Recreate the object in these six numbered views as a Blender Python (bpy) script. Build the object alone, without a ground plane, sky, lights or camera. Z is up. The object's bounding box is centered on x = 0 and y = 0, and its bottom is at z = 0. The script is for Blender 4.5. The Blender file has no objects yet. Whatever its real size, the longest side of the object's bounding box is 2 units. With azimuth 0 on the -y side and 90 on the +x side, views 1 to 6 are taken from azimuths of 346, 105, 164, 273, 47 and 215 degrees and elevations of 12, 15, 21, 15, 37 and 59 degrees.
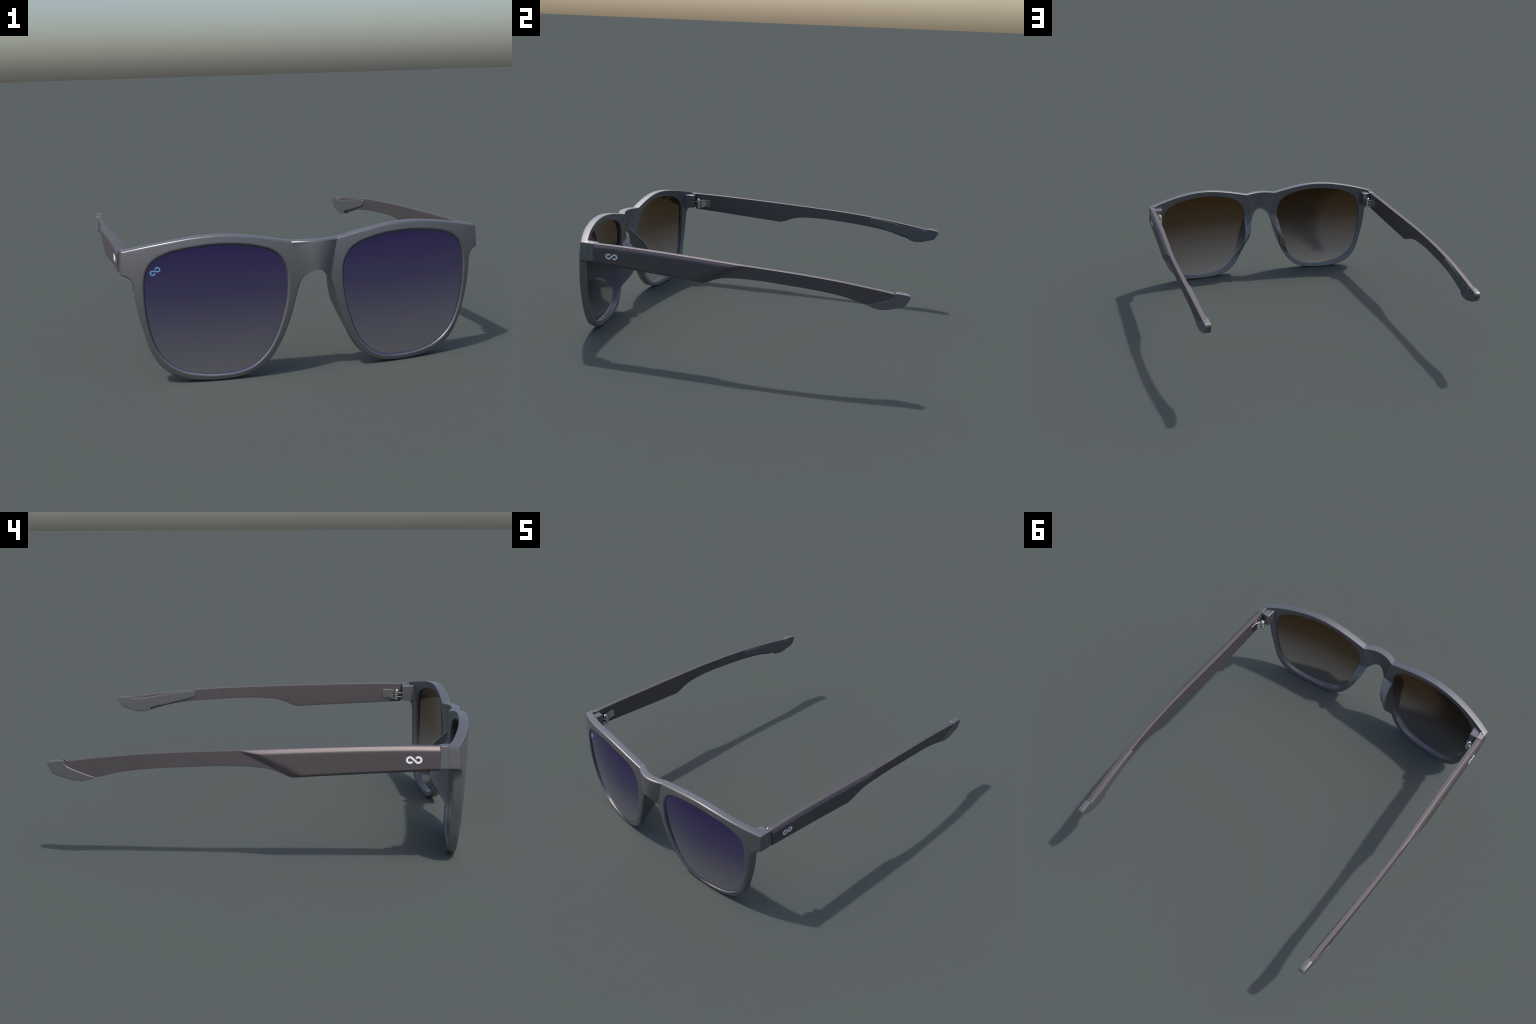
"""Pair of dark grey sunglasses with gradient mirror lenses, standing on its rims."""
import bpy, bmesh, math
import numpy as np
from mathutils import Vector

# ------------------------------------------------------------------ helpers
def pchip(px, py):
    """Monotone cubic interpolation through a few profile points."""
    px, py = np.array(px, float), np.array(py, float)
    h, d = np.diff(px), np.diff(py) / np.diff(px)
    m = np.zeros(len(px)); m[0], m[-1] = d[0], d[-1]
    for i in range(1, len(px) - 1):
        if d[i - 1] * d[i] > 0:
            w1, w2 = 2 * h[i] + h[i - 1], h[i] + 2 * h[i - 1]
            m[i] = (w1 + w2) / (w1 / d[i - 1] + w2 / d[i])
    def f(x):
        x = min(max(x, px[0]), px[-1])
        i = min(int(np.searchsorted(px, x, side="right")) - 1, len(px) - 2)
        t = (x - px[i]) / h[i]
        return float((2*t**3 - 3*t**2 + 1)*py[i] + (t**3 - 2*t**2 + t)*h[i]*m[i]
                     + (-2*t**3 + 3*t**2)*py[i+1] + (t**3 - t**2)*h[i]*m[i+1])
    return f

def catmull(pts, n=24, closed=False):
    """Dense centripetal-like spline through control points."""
    P = [np.array(p, float) for p in pts]
    if closed:
        Q = [P[-1]] + P + [P[0], P[1]]
    else:
        Q = [2*P[0] - P[1]] + P + [2*P[-1] - P[-2]]
    out = []
    for i in range(1, len(Q) - 2):
        p0, p1, p2, p3 = Q[i-1], Q[i], Q[i+1], Q[i+2]
        t0 = 0.0
        t1 = t0 + max(np.linalg.norm(p1-p0), 1e-6)**.5
        t2 = t1 + max(np.linalg.norm(p2-p1), 1e-6)**.5
        t3 = t2 + max(np.linalg.norm(p3-p2), 1e-6)**.5
        for k in range(n):
            t = t1 + (t2-t1)*k/n
            a1 = (t1-t)/(t1-t0)*p0 + (t-t0)/(t1-t0)*p1
            a2 = (t2-t)/(t2-t1)*p1 + (t-t1)/(t2-t1)*p2
            a3 = (t3-t)/(t3-t2)*p2 + (t-t2)/(t3-t2)*p3
            b1 = (t2-t)/(t2-t0)*a1 + (t-t0)/(t2-t0)*a2
            b2 = (t3-t)/(t3-t1)*a2 + (t-t1)/(t3-t1)*a3
            out.append((t2-t)/(t2-t1)*b1 + (t-t1)/(t2-t1)*b2)
    if not closed:
        out.append(P[-1])
    return np.array(out)

def resample(poly, n):
    """n points at equal arc length, first point included, last excluded."""
    d = np.r_[0, np.cumsum(np.linalg.norm(np.diff(poly, axis=0), axis=1))]
    t = np.linspace(0, d[-1], n + 1)[:-1]
    return np.stack([np.interp(t, d, poly[:, 0]), np.interp(t, d, poly[:, 1])], 1)

class Builder:
    """Collects vertices (merged by position) and faces with a region tag."""
    def __init__(self):
        self.v, self.key, self.f, self.tag = [], {}, [], []
    def vert(self, p):
        k = (round(p[0]*2e5), round(p[1]*2e5), round(p[2]*2e5))
        if k not in self.key:
            self.key[k] = len(self.v); self.v.append(tuple(float(c) for c in p))
        return self.key[k]
    def face(self, pts, tag=0):
        ids = []
        for p in pts:
            i = self.vert(p)
            if i not in ids:
                ids.append(i)
        if len(ids) > 2:
            self.f.append(ids); self.tag.append(tag)
    def grid(self, rows, tag=0, closed=False):
        """Quads between successive rows of points."""
        for a, b in zip(rows[:-1], rows[1:]):
            n = len(a)
            for j in range(n if closed else n - 1):
                k = (j + 1) % n
                self.face([a[j], b[j], b[k], a[k]], tag)

ROOT = bpy.data.objects.new("sunglasses", None)
bpy.context.collection.objects.link(ROOT)
ROOT["label"] = "dark grey plastic sunglasses with gradient purple mirror lenses"
ROOT["category"] = "sunglasses"

def add_object(name, mesh, parent):
    o = bpy.data.objects.new(name, mesh)
    bpy.context.collection.objects.link(o)
    o.parent = parent
    return o

def finish(b, name, mats, parent=None, angle=22, mirror=False, outward=True):
    """Turn a Builder into an object; tag = material slot."""
    s = -1 if mirror else 1
    verts = [(s*x, y, z) for x, y, z in b.v]
    faces = [list(reversed(f)) if mirror else f for f in b.f]
    me = bpy.data.meshes.new(name)
    me.from_pydata(verts, [], faces)
    for m in mats:
        me.materials.append(m)
    me.polygons.foreach_set("material_index", [min(t, len(mats)-1) for t in b.tag])
    if outward:
        bm = bmesh.new(); bm.from_mesh(me)
        bmesh.ops.recalc_face_normals(bm, faces=bm.faces)
        bm.to_mesh(me); bm.free()
    me.shade_smooth()
    me.set_sharp_from_angle(angle=math.radians(angle))
    me.update()
    return add_object(name, me, parent or ROOT)

# ---------------------------------------------------------------- materials
def new_mat(name):
    m = bpy.data.materials.new(name); m.use_nodes = True
    nt = m.node_tree
    return m, nt, nt.nodes["Principled BSDF"]

def plastic(name, colour, rough, bump=0.008, scale=260.0, metallic=1.0):
    m, nt, p = new_mat(name)
    tc = nt.nodes.new("ShaderNodeTexCoord")
    no = nt.nodes.new("ShaderNodeTexNoise"); no.inputs["Scale"].default_value = scale
    no.inputs["Detail"].default_value = 2
    nt.links.new(tc.outputs["Object"], no.inputs["Vector"])
    no2 = nt.nodes.new("ShaderNodeTexNoise"); no2.inputs["Scale"].default_value = 3.0
    nt.links.new(tc.outputs["Object"], no2.inputs["Vector"])
    cr = nt.nodes.new("ShaderNodeValToRGB")
    cr.color_ramp.elements[0].position, cr.color_ramp.elements[1].position = .3, .7
    cr.color_ramp.elements[0].color = (*[c*.97 for c in colour], 1)
    cr.color_ramp.elements[1].color = (*[c*1.03 for c in colour], 1)
    nt.links.new(no2.outputs["Fac"], cr.inputs["Fac"])
    nt.links.new(cr.outputs["Color"], p.inputs["Base Color"])
    bu = nt.nodes.new("ShaderNodeBump")
    bu.inputs["Strength"].default_value = bump; bu.inputs["Distance"].default_value = .0006
    nt.links.new(no.outputs["Fac"], bu.inputs["Height"])
    nt.links.new(bu.outputs["Normal"], p.inputs["Normal"])
    p.inputs["Roughness"].default_value = rough
    p.inputs["Metallic"].default_value = metallic
    return m

def grip(name, colour):
    """Matt rubber with a fine woven grain of small raised ribs."""
    m, nt, p = new_mat(name)
    tc = nt.nodes.new("ShaderNodeTexCoord")
    heights = []
    for axis, sc, rot in (("Y", 34.0, 0.0), ("Z", 34.0, 0.0)):
        w = nt.nodes.new("ShaderNodeTexWave"); w.bands_direction = axis
        w.inputs["Scale"].default_value = sc
        nt.links.new(tc.outputs["Object"], w.inputs["Vector"])
        heights.append(w)
    mul = nt.nodes.new("ShaderNodeMath"); mul.operation = "MULTIPLY"
    nt.links.new(heights[0].outputs["Fac"], mul.inputs[0])
    nt.links.new(heights[1].outputs["Fac"], mul.inputs[1])
    cr = nt.nodes.new("ShaderNodeValToRGB")
    cr.color_ramp.elements[0].color = (*[c*.90 for c in colour], 1)
    cr.color_ramp.elements[1].color = (*[c*1.06 for c in colour], 1)
    nt.links.new(mul.outputs["Value"], cr.inputs["Fac"])
    nt.links.new(cr.outputs["Color"], p.inputs["Base Color"])
    bu = nt.nodes.new("ShaderNodeBump")
    bu.inputs["Strength"].default_value = .2; bu.inputs["Distance"].default_value = .001
    nt.links.new(mul.outputs["Value"], bu.inputs["Height"])
    nt.links.new(bu.outputs["Normal"], p.inputs["Normal"])
    p.inputs["Roughness"].default_value = .6
    p.inputs["Metallic"].default_value = .6
    return m

def mirror_lens(name, stops, rough):
    """Mirror coating whose tint fades from the brow down to the cheek."""
    m, nt, p = new_mat(name)
    tc = nt.nodes.new("ShaderNodeTexCoord")
    sx = nt.nodes.new("ShaderNodeSeparateXYZ")
    nt.links.new(tc.outputs["Object"], sx.inputs["Vector"])
    mr = nt.nodes.new("ShaderNodeMapRange")
    mr.inputs["From Min"].default_value, mr.inputs["From Max"].default_value = 0.03, 0.62
    nt.links.new(sx.outputs["Z"], mr.inputs["Value"])
    cr = nt.nodes.new("ShaderNodeValToRGB")
    e = cr.color_ramp.elements
    while len(e) < len(stops):
        e.new(.5)
    for el, (pos, col) in zip(e, stops):
        el.position = pos; el.color = (*col, 1)
    nt.links.new(mr.outputs["Result"], cr.inputs["Fac"])
    nt.links.new(cr.outputs["Color"], p.inputs["Base Color"])
    p.inputs["Metallic"].default_value = 1.0
    p.inputs["Roughness"].default_value = rough
    return m

def simple(name, colour, rough, metallic=0.0):
    m, nt, p = new_mat(name)
    p.inputs["Base Color"].default_value = (*colour, 1)
    p.inputs["Roughness"].default_value = rough
    p.inputs["Metallic"].default_value = metallic
    return m

FRAME = plastic("grey_satin_plastic", (.215, .211, .220), .38, metallic=.68)
ARM = plastic("brown_grey_satin_plastic", (.140, .121, .126), .50, metallic=.60)
GRIP = grip("textured_grip", (.165, .168, .168))
LENS_FRONT = mirror_lens("purple_mirror", [
    (0.0, (.70, .66, .74)), (.30, (.55, .50, .66)), (.62, (.32, .27, .55)),
    (1.0, (.19, .13, .48))], .10)
LENS_BACK = mirror_lens("brown_mirror", [
    (0.0, (.86, .78, .80)), (.30, (.57, .50, .49)), (.65, (.27, .175, .115)),
    (1.0, (.19, .098, .03))], .06)
LENS_EDGE = simple("lens_edge", (.13, .11, .19), .34, .8)  # lens lip: colour darkened and dulled to tone down its sky glint
STEEL = simple("hinge_steel", (.62, .62, .58), .22, 1.0)
WHITE = simple("white_print", (.92, .93, .95), .4)
BLUE = simple("blue_print", (.13, .27, .48), .45)

# ---------------------------------------------------- front surface and depth
X_JOINT, X_CORNER = .105, .838
BOW, TILT, VBOW, Y_JOINT, Y_CORNER, SKEW = .0523, -.0594, .3156, -.9578, -.846, .45

def front_y(x, z):
    """Base-curve front surface of one eye (x > 0)."""
    s = (x - X_JOINT) / (X_CORNER - X_JOINT)
    return (Y_JOINT + (Y_CORNER - Y_JOINT)*s - BOW*4*s*(1 - s)*(1 + SKEW*(s - .5))
            + TILT*(z - .6) + VBOW*(z - .6)*z)

LENS_WRAP = .137

def lens_y(x, z, bow=.0463, vbow=.22, tilt=TILT):
    """Lens surface: close to the rim's base curve, flatter from brow to cheek."""
    s = (x - X_JOINT) / (X_CORNER - X_JOINT)
    return (.5*(Y_JOINT + Y_CORNER) + LENS_WRAP*(x - .4715) - bow*(4*s*(1 - s) - .7) - BOW*.7
            + TILT*-.27 + tilt*(z - .33) + vbow*((z - .6)*z + .06) - VBOW*.06)

def lens_back_y(x, z):
    return lens_y(x, z, .0402, .285, -.047)

T0 = .046                                   # rim thickness
pad_depth = pchip([.10, .148, .16, .20, .24, .27, .30, .33, .37, .40, .418, .430, .46],
                  [0, .0, .006, .030, .062, .085, .097, .091, .069, .037, .015, 0, 0])

# ---------------------------------------------------------------- outlines
INNER = [(.16, .546), (.20, .577), (.25, .595), (.33, .6115), (.43, .618), (.49, .6155), (.57, .6065),
         (.65, .588), (.712, .553), (.740, .510), (.751, .455), (.752, .39), (.746, .30), (.730, .22),
         (.702, .147), (.657, .091), (.60, .055), (.52, .035), (.45, .029), (.364, .033), (.287, .058),
         (.226, .113), (.184, .187), (.157, .262), (.137, .34), (.129, .415), (.1325, .490)]
INNER_KEYS = [0, 4, 8, 9, 10, 13, 18, 22, 25]       # indices of the matched stations

def corner(c, a, b, r, n=5):
    """Round the corner c between the directions to a and b."""
    c, a, b = map(np.array, (c, a, b))
    p, q = c + (a-c)/np.linalg.norm(a-c)*r, c + (b-c)/np.linalg.norm(b-c)*r
    return [(1-t)**2*p + 2*t*(1-t)*c + t*t*q for t in np.linspace(0, 1, n)]

TOP = [(.105, .609), (.154, .6195), (.227, .6345), (.298, .647), (.373, .656), (.440, .659), (.53, .6545),
       (.62, .6425), (.70, .6285), (.77, .614)]
CORNER_OUT, CORNER_LOW = (.838, .5985), (.844, .496)
LOW_SHAPE = [(.822, .487), (.804, .474), (.795, .455), (.790, .40), (.783, .34), (.772, .285), (.756, .22),
             (.738, .158), (.712, .104), (.675, .060), (.625, .029), (.56, .009), (.485, .001), (.43, .0), (.36, .005),
             (.31, .016), (.257, .038), (.21, .080), (.180, .123), (.157, .167), (.126, .243), (.101, .322),
             (.080, .397), (.064, .437)]
NK = [30, 34, 10, 14, 22, 38, 40, 30, 14]           # stations between keys

def segment(poly, i0, i1):
    return poly[i0:i1 + 1]

def build_loops():
    dense = 24
    inner = catmull(INNER, dense, closed=True)
    ik = [k*dense for k in INNER_KEYS] + [len(inner)]
    inner = np.vstack([inner, inner[:1]])
    pin = np.vstack([resample(segment(inner, ik[j], ik[j+1]), NK[j]) for j in range(9)])
    top = catmull(TOP + [CORNER_OUT], dense)
    k1 = 5*dense
    c1 = np.array(corner(CORNER_OUT, top[-30], CORNER_LOW, .003))
    c2 = np.array(corner(CORNER_LOW, CORNER_OUT, LOW_SHAPE[0], .003))
    cut = [i for i in range(len(top)) if np.linalg.norm(top[i] - top[-1]) > .0034]
    top = np.vstack([top[:cut[-1] + 1], c1[:3]])
    side = np.vstack([c1[2:], c2[:3]])
    low = catmull(LOW_SHAPE, dense)
    low_keys = [2*dense, 6*dense, 13*dense, 20*dense, len(low) - 1]
    step = np.vstack([c2[2:], low[:low_keys[0] + 1]])
    segs = [top[:k1 + 1], top[k1:], side, step]
    segs += [segment(low, low_keys[j], low_keys[j+1]) for j in range(4)]
    segs += [np.array([low[-1], TOP[0]])]
    pout = np.vstack([resample(s, n) for s, n in zip(segs, NK)])
    return pin, pout

def loop_normals(P):
    """Mitred outward normals of a clockwise closed loop."""
    nx, pv = np.roll(P, -1, 0) - P, P - np.roll(P, 1, 0)
    nx /= np.linalg.norm(nx, axis=1)[:, None]; pv /= np.linalg.norm(pv, axis=1)[:, None]
    n1, n2 = np.stack([-pv[:, 1], pv[:, 0]], 1), np.stack([-nx[:, 1], nx[:, 0]], 1)
    n = (n1 + n2) / (1 + (n1*n2).sum(1))[:, None]
    l = np.linalg.norm(n, axis=1)
    return n * np.minimum(1, 1.5/l)[:, None]

PIN, POUT = build_loops()
NIN, NOUT = loop_normals(PIN), loop_normals(POUT)
NST = len(PIN)
KEY = np.r_[0, np.cumsum(NK)]
I_CORNER, I_LOW, I_ARCH = KEY[2], KEY[3], KEY[8]
NOUT[0] = (-.08, 1.0)                                # brow joint: wall faces up
NOUT[I_ARCH] = (-.90, -.44)                          # arch joint: wall faces the nose gap

FIL = [math.radians(a) for a in (0, 15, 30, 45, 60, 75, 90)]

def ease(t):
    t = min(max(t, 0.0), 1.0)
    return t*t*(3 - 2*t)

def station(i):
    """Cross-section of the rim at station i: closed list of points + marks."""
    pin, pout, nin, nout = PIN[i], POUT[i], NIN[i], NOUT[i]
    joint = i > I_ARCH
    rfi, rfo = .010, 0.0 if joint else (.004 if I_CORNER <= i <= I_LOW else .0075)
    z = pout[1]*.5 + pin[1]*.5
    nasal = I_ARCH >= i > KEY[6] or joint
    bump = pad_depth(z) if nasal else 0.0
    frac = bump/.097
    t_in, t_out = T0 + bump, T0 + bump*(.86 + .16*ease((.33 - z)/.15))
    rb = .0045 + .006*frac
    rbo = 0.0 if (joint or (pout[0] > .792 and pout[1] > .49)) else rb
    pts, marks = [], {}
    def add(p, depth):
        pts.append((p[0], front_y(p[0], p[1]) + depth, p[1]))
    for a in FIL:                                    # opening edge, wall -> front
        add(pin + nin*rfi*(1 - math.cos(a)), rfi*(1 - math.sin(a)))
    A, B = pin + nin*rfi, pout - nout*rfo
    for f in (.10, .3, .5, .7, .90):
        add(A + (B - A)*f, 0)
    marks["front"] = len(pts)
    for a in reversed(FIL):                          # outer edge, front -> wall
        add(pout - nout*rfo*(1 - math.cos(a)), rfo*(1 - math.sin(a)))
    add(pout, .034)
    for a in FIL:                                    # wall -> back
        add(pout - nout*rbo*(1 - math.cos(a)), t_out - rbo + rbo*math.sin(a))
    marks["back"] = len(pts) - 1
    C, D = pout - nout*rbo, pin + nin*rb
    for f in (.12, .35, .65, .88):
        add(C + (D - C)*f, t_out + (t_in - t_out)*f)
    for a in reversed(FIL):                          # back -> opening wall
        add(pin + nin*rb*(1 - math.cos(a)), t_in - rb + rb*math.sin(a))
    add(pin, .034)
    return pts, marks

def build_frame():
    rows, marks = [], None
    for i in range(NST):
        r, marks = station(i)
        rows.append(r)
    n = len(rows[0]); mf, mb = marks["front"], marks["back"]
    b = Builder()
    def pad_tag(i):
        zz = .5*(POUT[i][1] + PIN[i][1])
        return (i > KEY[6]) and .148 < zz < .432
    for side in (1, -1):
        for i in range(NST):
            k = (i + 1) % NST
            for j in range(n):
                l = (j + 1) % n
                if i >= I_ARCH and mf <= j < mb:
                    continue                          # open towards the bridge
                tag = "rim"
                if j >= mf + 7 and pad_tag(i) and pad_tag(k) and j < n - 1:
                    tag = "nose_pad"
                q = [rows[i][j], rows[k][j], rows[k][l], rows[i][l]]
                if side < 0:
                    q = [(-x, y, zz) for x, y, zz in reversed(q)]
                b.face(q, (tag, side))
    # bridge: sections swept from one joint to the other
    js = list(range(I_ARCH, NST)) + [0]
    sec = [(rows[j][mf], POUT[j]) for j in js]
    sec += [(rows[0][m], POUT[0]) for m in range(mf + 1, mb)]
    sec += [(rows[j][mb], POUT[j]) for j in reversed(js)]
    sec += [(rows[I_ARCH][m], POUT[I_ARCH]) for m in range(mb - 1, mf, -1)]
    z0, z1 = POUT[I_ARCH][1], POUT[0][1]
    strips = []
    for c in np.linspace(1, -1, 41):
        row = []
        for (x, y, z), (xr, zr) in sec:
            g = max(0.0, 1 - (x*c/xr)**2)            # bow measured from the joint line
            w = (zr - z0)/(z1 - z0)
            row.append((x*c, y - .032*g, z + g*(.0445*(1 - w) + .003*w)))
        strips.append(row)
    for a, d in zip(strips[:-1], strips[1:]):
        for j in range(len(a)):
            l = (j + 1) % len(a)
            b.face([a[j], a[l], d[l], d[j]], ("bridge", 0))
    return b

def split_frame(b):
    me = bpy.data.meshes.new("whole_front")
    me.from_pydata(b.v, [], b.f)
    bm = bmesh.new(); bm.from_mesh(me)
    bmesh.ops.recalc_face_normals(bm, faces=bm.faces)
    bm.to_mesh(me); bm.free()
    me.shade_smooth(); me.set_sharp_from_angle(angle=math.radians(21)); me.update()
    nor = [tuple(c.vector) for c in me.corner_normals]
    polys = [(list(p.vertices), list(p.loop_indices)) for p in me.polygons]
    front = None
    for tag in (("rim", 1), ("rim", -1), ("bridge", 0), ("nose_pad", 1), ("nose_pad", -1)):
        idx = [i for i, t in enumerate(b.tag) if t == tag]
        used, verts, faces, normals = {}, [], [], []
        for i in idx:
            vs, ls = polys[i]
            f = []
            for v, l in zip(vs, ls):
                if v not in used:
                    used[v] = len(verts); verts.append(b.v[v])
                f.append(used[v]); normals.append(nor[l])
            faces.append(f)
        m2 = bpy.data.meshes.new(tag[0])
        m2.from_pydata(verts, [], faces)
        m2.materials.append(FRAME)
        m2.shade_smooth()
        m2.normals_split_custom_set(normals)
        m2.update()
        add_object(tag[0], m2, ROOT)
    bpy.data.meshes.remove(me)

split_frame(build_frame())

# -------------------------------------------------------------------- boxes
def bevel_mesh(b, name, mat, width, parent, mirror, segments=3):
    o = finish(b, name, [mat], parent, 30, mirror)
    md = o.modifiers.new("bevel", "BEVEL")
    md.width, md.segments, md.limit_method, md.angle_limit = width, segments, "ANGLE", math.radians(30)
    md.harden_normals = True
    dg = bpy.context.evaluated_depsgraph_get()
    me = bpy.data.meshes.new_from_object(o.evaluated_get(dg))
    old = o.data
    o.modifiers.clear(); o.data = me
    me.name = name
    bpy.data.meshes.remove(old)
    return o

def loft_box(sections):
    b = Builder()
    b.grid(sections, closed=True)
    b.face(list(reversed(sections[0]))); b.face(sections[-1])
    return b

for mir in (False, True):
    # side wall of the front carried back to the hinge line
    i = .0006
    ep = loft_box([
        [(.8045, -.830, .6055), (.8378-i, -.830, .598), (.8440-i, -.830, .4965), (.8045, -.830, .4965)],
        [(.8040, -.768, .5945), (.8365-i, -.768, .5962), (.8432-i, -.768, .4965), (.8040, -.768, .4965)]])
    bevel_mesh(ep, "end_piece", FRAME, .0016, ROOT, mir)
    hb = loft_box([
        [(.752, -.850, .592), (.8035, -.850, .592), (.8035, -.850, .4975), (.752, -.850, .4975)],
        [(.758, -.7695, .5875), (.8035, -.7695, .589), (.8035, -.7695, .4975), (.758, -.7695, .4975)]])
    bevel_mesh(hb, "hinge_block", FRAME, .004, ROOT, mir)

# --------------------------------------------------------------------- lens
def lens_builder():
    b = Builder()
    c = np.array((.44, .34))
    rim = PIN + NIN*.003
    rings = []
    body = PIN - NIN*.0065
    for g in (0.0, .12, .25, .4, .55, .7, .85, .95, 1.0):
        rings.append((c + (body - c)*g, 0.0))
    for off, d in ((-.005, .0002), (-.0035, .0007), (-.0018, .0016), (.0, .0028), (.003, .0050)):
        rings.append((PIN + NIN*off, d))
    def pts(r, base, sign):
        P, d = r
        surf = lens_y if sign else lens_back_y
        return [(p[0], surf(p[0], p[1]) + base + sign*d, p[1]) for p in P]
    F = [pts(r, .012, -1) for r in rings]
    K = [pts(r, .030, 0) for r in rings]
    for tag, rows in ((0, F), (1, K)):
        b.grid(rows[:-4] if tag == 0 else rows, tag, closed=True)
    b.grid(F[-5:], 2, closed=True)
    b.grid([F[-1], K[-1]], 2, closed=True)
    return b

LB = lens_builder()
lenses = {}
for mir in (False, True):
    lenses[mir] = finish(LB, "lens", [LENS_FRONT, LENS_BACK, LENS_EDGE], ROOT, 40, mir)

# ------------------------------------------------------------------- temple
z_top = pchip([-.78, -.643, -.435, -.236, -.055, .127, .342, .436, .592, .78, .924, 1.0],
              [.5962, .596, .5915, .585, .578, .570, .5605, .555, .5425, .521, .501, .488])
z_bot = pchip([-.78, -.5, -.375, -.2, -.145, -.128, -.112, -.086, -.04, .012, .097, .16, .22, .30, .44, .563, .642,
               .705, .774, .86, .94],
              [.4855, .4695, .462, .4515, .4475, .4462, .4485, .4575, .477, .490, .4965, .4975, .497, .493, .485, .474, .463,
               .449, .432, .437, .462])
x_in = pchip([-.78, -.4, -.1, .12, .35, .5, .65, .8, .92, 1.0],
             [.8055, .808, .815, .8195, .8135, .8055, .7965, .7865, .7785, .774])
x_out = pchip([-.78, -.5, -.2, .1, .35, .5, .65, .8, .92, 1.0],
              [.8335, .834, .838, .8425, .838, .832, .8235, .8135, .8055, .800])

def smin(vals, k=.10):
    return -k*math.log(sum(math.exp(-v/k) for v in vals))

def raised(y, z):
    """Bevelled raised panel on the front half of the outer face."""
    dt, db = z_top(y) - z, z - z_bot(y)
    dd = (-.450*(y - .005) + .893*(z - .5085))        # ahead of the slanting step
    v = smin([dt/.018, db/.012, dd/.030, 1.0])
    return .0145*max(0.0, v)

def temple_builder():
    b = Builder()
    ys = [-.7668, -.7660, -.7640] + list(np.arange(-.745, -.2, .02)) + list(np.arange(-.2, .2, .006)) \
         + list(np.arange(.2, .92, .02)) + [.925]
    r = .003
    rows = []
    for y in ys:
        inset = {-.7668: .0018, -.7660: .0006}.get(y, 0.0)
        zt, zb, xi, xo = z_top(y) - inset, z_bot(y) + inset, x_in(y) + inset, x_out(y) - inset
        row = []
        for a in FIL:
            row.append((xi + r*(1 - math.sin(a)), y, zb + r*(1 - math.cos(a))))
        for f in (.1, .5, .9):
            row.append((xi, y, zb + r + (zt - zb - 2*r)*f))
        for a in FIL:
            row.append((xi + r*(1 - math.cos(a)), y, zt - r + r*math.sin(a)))
        for f in (.2, .5, .8):
            row.append((xi + r + (xo - xi - 2*r)*f, y, zt))
        H = zt - zb
        ds = [0, .0008, .002, .004, .007, .010, .0135, .017, .0205, .024, .028]
        mid = [.028 + (H - .028 - .022)*f for f in (.15, .3, .45, .6, .75, .88)]
        low = [H - d for d in (.022, .018, .015, .012, .009, .006, .003, .001, 0)]
        for d in ds + mid + low:
            z = zt - d
            rise = max(0.0, raised(y, z) - inset) if inset else raised(y, z)
            e = min(d, H - d)                          # tiny edge rounding
            rnd = .0 if e > .002 else .002 - math.sqrt(max(0, .002**2 - (.002 - e)**2))
            row.append((xo + rise - rnd, y, z))
        rows.append(row)
    b.grid(rows, closed=True)
    b.face(rows[0]); b.face(rows[-1])
    return b

# outlines of the rubber tip (y -> z)
tip_low = pchip([.772, .80, .817, .846, .88, .93, .972, .9785, .984, .994, 1.0],
                [.4305, .4215, .4155, .4105, .4125, .4255, .4405, .4445, .4530, .4730, .4850])
pad_low = pchip([.517, .520, .528, .545, .623, .709, .797, .800, .803, .817, .846, .88, .93, .972, .9785, .984, .994, 1.0],
                [.520, .510, .503, .4975, .4775, .4555, .4345, .430, .4195, .4155, .4105, .4125, .4255, .4405, .4445, .4530, .4730, .4850])
pad_high = pchip([.517, .520, .527, .545, .621, .707, .793, .897, .914, .917, .920, .925, .98, .990, .996, 1.0],
                 [.530, .537, .5405, .5410, .533, .5200, .506, .4955, .4945, .499, .5065, .508, .5025, .500, .496, .489])
shell_high = pchip([.772, .80, .847, .893, .912, .919, .9225, .924, .928, .98, .990, .996, 1.0],
                   [.4312, .437, .453, .471, .482, .490, .498, .5055, .507, .5025, .500, .496, .489])

def slab(b, ys, lo, hi, face, base, r, tag):
    """Thin moulded layer: face follows x = face(y), walls go back to base(y)."""
    rows = []
    for y in ys:
        zl, zh, xf, xb = lo(y), hi(y), face(y), base(y)
        rr = min(r, (zh - zl)*.45)
        sg = 1 if xf > xb else -1
        row = [(xb, y, zl)]
        for a in FIL[::2]:
            row.append((xf - sg*rr*(1 - math.sin(a)), y, zl + rr*(1 - math.cos(a))))
        for f in (.15, .5, .85):
            row.append((xf, y, zl + rr + (zh - zl - 2*rr)*f))
        for a in reversed(FIL[::2]):
            row.append((xf - sg*rr*(1 - math.sin(a)), y, zh - rr*(1 - math.cos(a))))
        row.append((xb, y, zh))
        rows.append(row)
    b.grid(rows, tag)
    b.face(rows[0], tag); b.face(rows[-1], tag)

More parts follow.
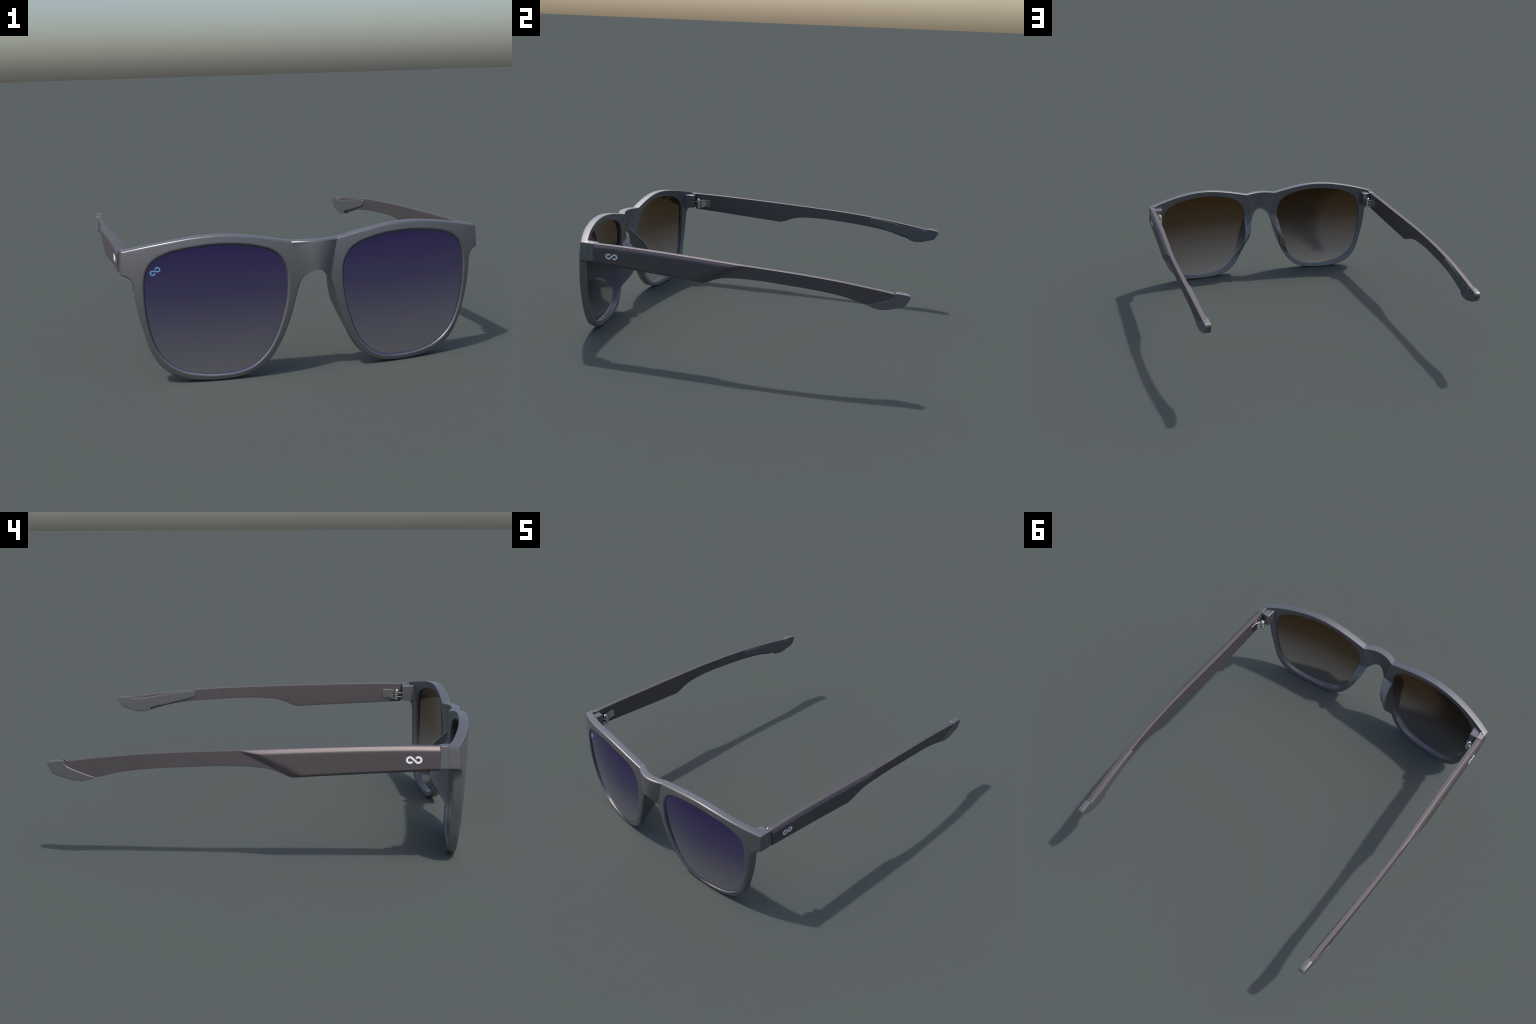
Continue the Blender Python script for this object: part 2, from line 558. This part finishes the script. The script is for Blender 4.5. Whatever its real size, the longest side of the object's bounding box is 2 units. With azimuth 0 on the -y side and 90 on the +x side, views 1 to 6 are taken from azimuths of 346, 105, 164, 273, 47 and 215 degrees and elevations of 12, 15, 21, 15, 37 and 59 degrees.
def tip_builder():
    mid = lambda y: .5*(x_in(y) + x_out(y))
    def round_end(y):                                   # tuck the faces in at the very end
        return .0015*max(0.0, (y - .997)/.003)
    b = Builder()
    ys = sorted(set(list(np.arange(.774, .905, .008)) + list(np.arange(.905, .930, .0015))
                    + list(np.arange(.932, .98, .008)) + list(np.arange(.980, 1.0001, .002))))
    slab(b, ys, tip_low, shell_high, lambda y: x_out(y) + .0022 - round_end(y), mid, .0022, 0)
    b2 = Builder()
    ys2 = sorted(set([.517, .5178, .519, .5205, .5225] + list(np.arange(.526, .79, .01))
                     + list(np.arange(.790, .806, .0012)) + list(np.arange(.81, .91, .008))
                     + list(np.arange(.911, .927, .0012)) + list(np.arange(.93, .98, .008))
                     + list(np.arange(.980, 1.0001, .002))))
    slab(b2, ys2, pad_low, pad_high, lambda y: x_in(y) - .0055 + round_end(y), mid, .0022, 0)
    return b, b2

TB = temple_builder()
TIP, PAD = tip_builder()

# ------------------------------------------------------------------- emblem
def emblem_path():
    """S-like open loop lying on its side, in a frame of unit size."""
    a, r = .0182, .0128
    P = []
    for t in np.linspace(-40, -290, 26):
        P.append((-a + 1.05*r*math.cos(math.radians(t)), r*math.sin(math.radians(t))))
    for t in np.linspace(-110, 140, 26):
        P.append((a + 1.05*r*math.cos(math.radians(t)), r*math.sin(math.radians(t))))
    return np.array(P)

def emblem_builder(place, half=.0044):
    """Flat raised ribbon along the emblem path; place(u, v, h) -> point."""
    P = emblem_path()
    dense = []
    for p, q in zip(P[:-1], P[1:]):
        k = max(1, int(np.linalg.norm(q - p)/.002))
        dense += [p + (q - p)*t/k for t in range(k)]
    P = np.array(dense + [P[-1]])
    T = np.gradient(P, axis=0); T /= np.linalg.norm(T, axis=1)[:, None]
    N = np.stack([-T[:, 1], T[:, 0]], 1)
    rows = []
    for p, n in zip(P, N):
        l, r = p + n*half, p - n*half
        rows.append([place(*l, -.002), place(*l, .0012), place(*r, .0012), place(*r, -.002)])
    b = Builder()
    b.grid(rows, closed=True)
    b.face(rows[0]); b.face(rows[-1])
    return b

def on_temple(u, v, h):
    y, z = -.6525 - u, .5365 + v*.98                     # u runs rearward -> forward
    return (x_out(y) + .0145 + h, y, z + .045*(-u)*0)

def on_lens(u, v, h):
    ca, sa = math.cos(LOGO_ROT), math.sin(LOGO_ROT)
    u, v = u*LOGO_SIZE, v*LOGO_SIZE
    x, z = LOGO_X - (u*ca - v*sa), LOGO_Z + u*sa + v*ca   # mirrored to x < 0 afterwards
    return (x, lens_y(x, z) + .012 - h, z)

LOGO_X, LOGO_Z, LOGO_ROT, LOGO_SIZE = .7017, .5135, math.radians(36), .70

# -------------------------------------------------------------------- hinge
def cylinder(cx, cy, z0, z1, r, n=28, bev=.0012, dome=0.0):
    b = Builder()
    prof = [(0, z0), (r - bev, z0), (r, z0 + bev), (r, z1 - bev), (r - bev, z1)]
    if dome:
        prof += [(r*math.cos(a), z1 + dome*math.sin(a)) for a in np.linspace(.35, math.pi/2, 6)]
    else:
        prof += [(0, z1)]
    rows = [[(cx + q*math.cos(2*math.pi*k/n), cy + q*math.sin(2*math.pi*k/n), z) for k in range(n)] for q, z in prof]
    b.grid(rows, closed=True)
    return b

def prism(poly, z0, z1):
    b = Builder()
    lo, hi = [(x, y, z0) for x, y in poly], [(x, y, z1) for x, y in poly]
    b.grid([lo, hi], closed=True)
    b.face(list(reversed(lo))); b.face(hi)
    return b

HX, HY = .7815, -.737

def merge(*bs):
    b = Builder()
    for q in bs:
        for f, t in zip(q.f, q.tag):
            b.face([q.v[i] for i in f], t)
    return b

for mir in (False, True):
    t = finish(TB, "temple", [ARM], ROOT, 24, mir)
    finish(TIP, "temple_tip", [FRAME], t, 35, mir)
    finish(PAD, "grip_pad", [GRIP], t, 35, mir)
    e = finish(emblem_builder(on_temple), "emblem", [WHITE], t, 40, mir)
    # hinge: plate on the temple, five knuckles on one pin, two arms into the front
    plate = prism([(.8075, -.655), (.8030, -.6555), (.8020, -.668), (.8020, -.690), (.7990, -.702), (.7900, -.718),
                   (.7950, -.724), (.8030, -.714), (.8075, -.704)], .507, .5565)
    h = bevel_mesh(plate, "hinge", STEEL, .0012, ROOT, mir, 2)
    ks = np.linspace(.500, .5555, 6)
    for k in range(5):
        finish(cylinder(HX, HY, ks[k] + .0010, ks[k+1] - .0010, .0152), "hinge_knuckle", [STEEL], h, 30, mir)
    finish(cylinder(HX, HY, .498, .5562, .0125, dome=.0095), "hinge_screw", [STEEL], h, 30, mir)
    for k in (1, 3):
        arm = prism([(HX - .010, HY - .006), (HX + .006, HY - .006), (HX + .006, -.772), (HX - .010, -.772)],
                    ks[k] + .001, ks[k+1] - .001)
        bevel_mesh(arm, "hinge_arm", STEEL, .001, h, mir, 2)
    for k in (0, 2, 4):
        arm = prism([(HX, HY + .004), (HX - .002, HY + .012), (.7985, -.703), (.803, -.712), (HX + .011, HY)],
                    ks[k] + .001, ks[k+1] - .001)
        bevel_mesh(arm, "hinge_arm", STEEL, .001, h, mir, 2)

finish(emblem_builder(on_lens), "emblem", [BLUE], lenses[True], 40, True)
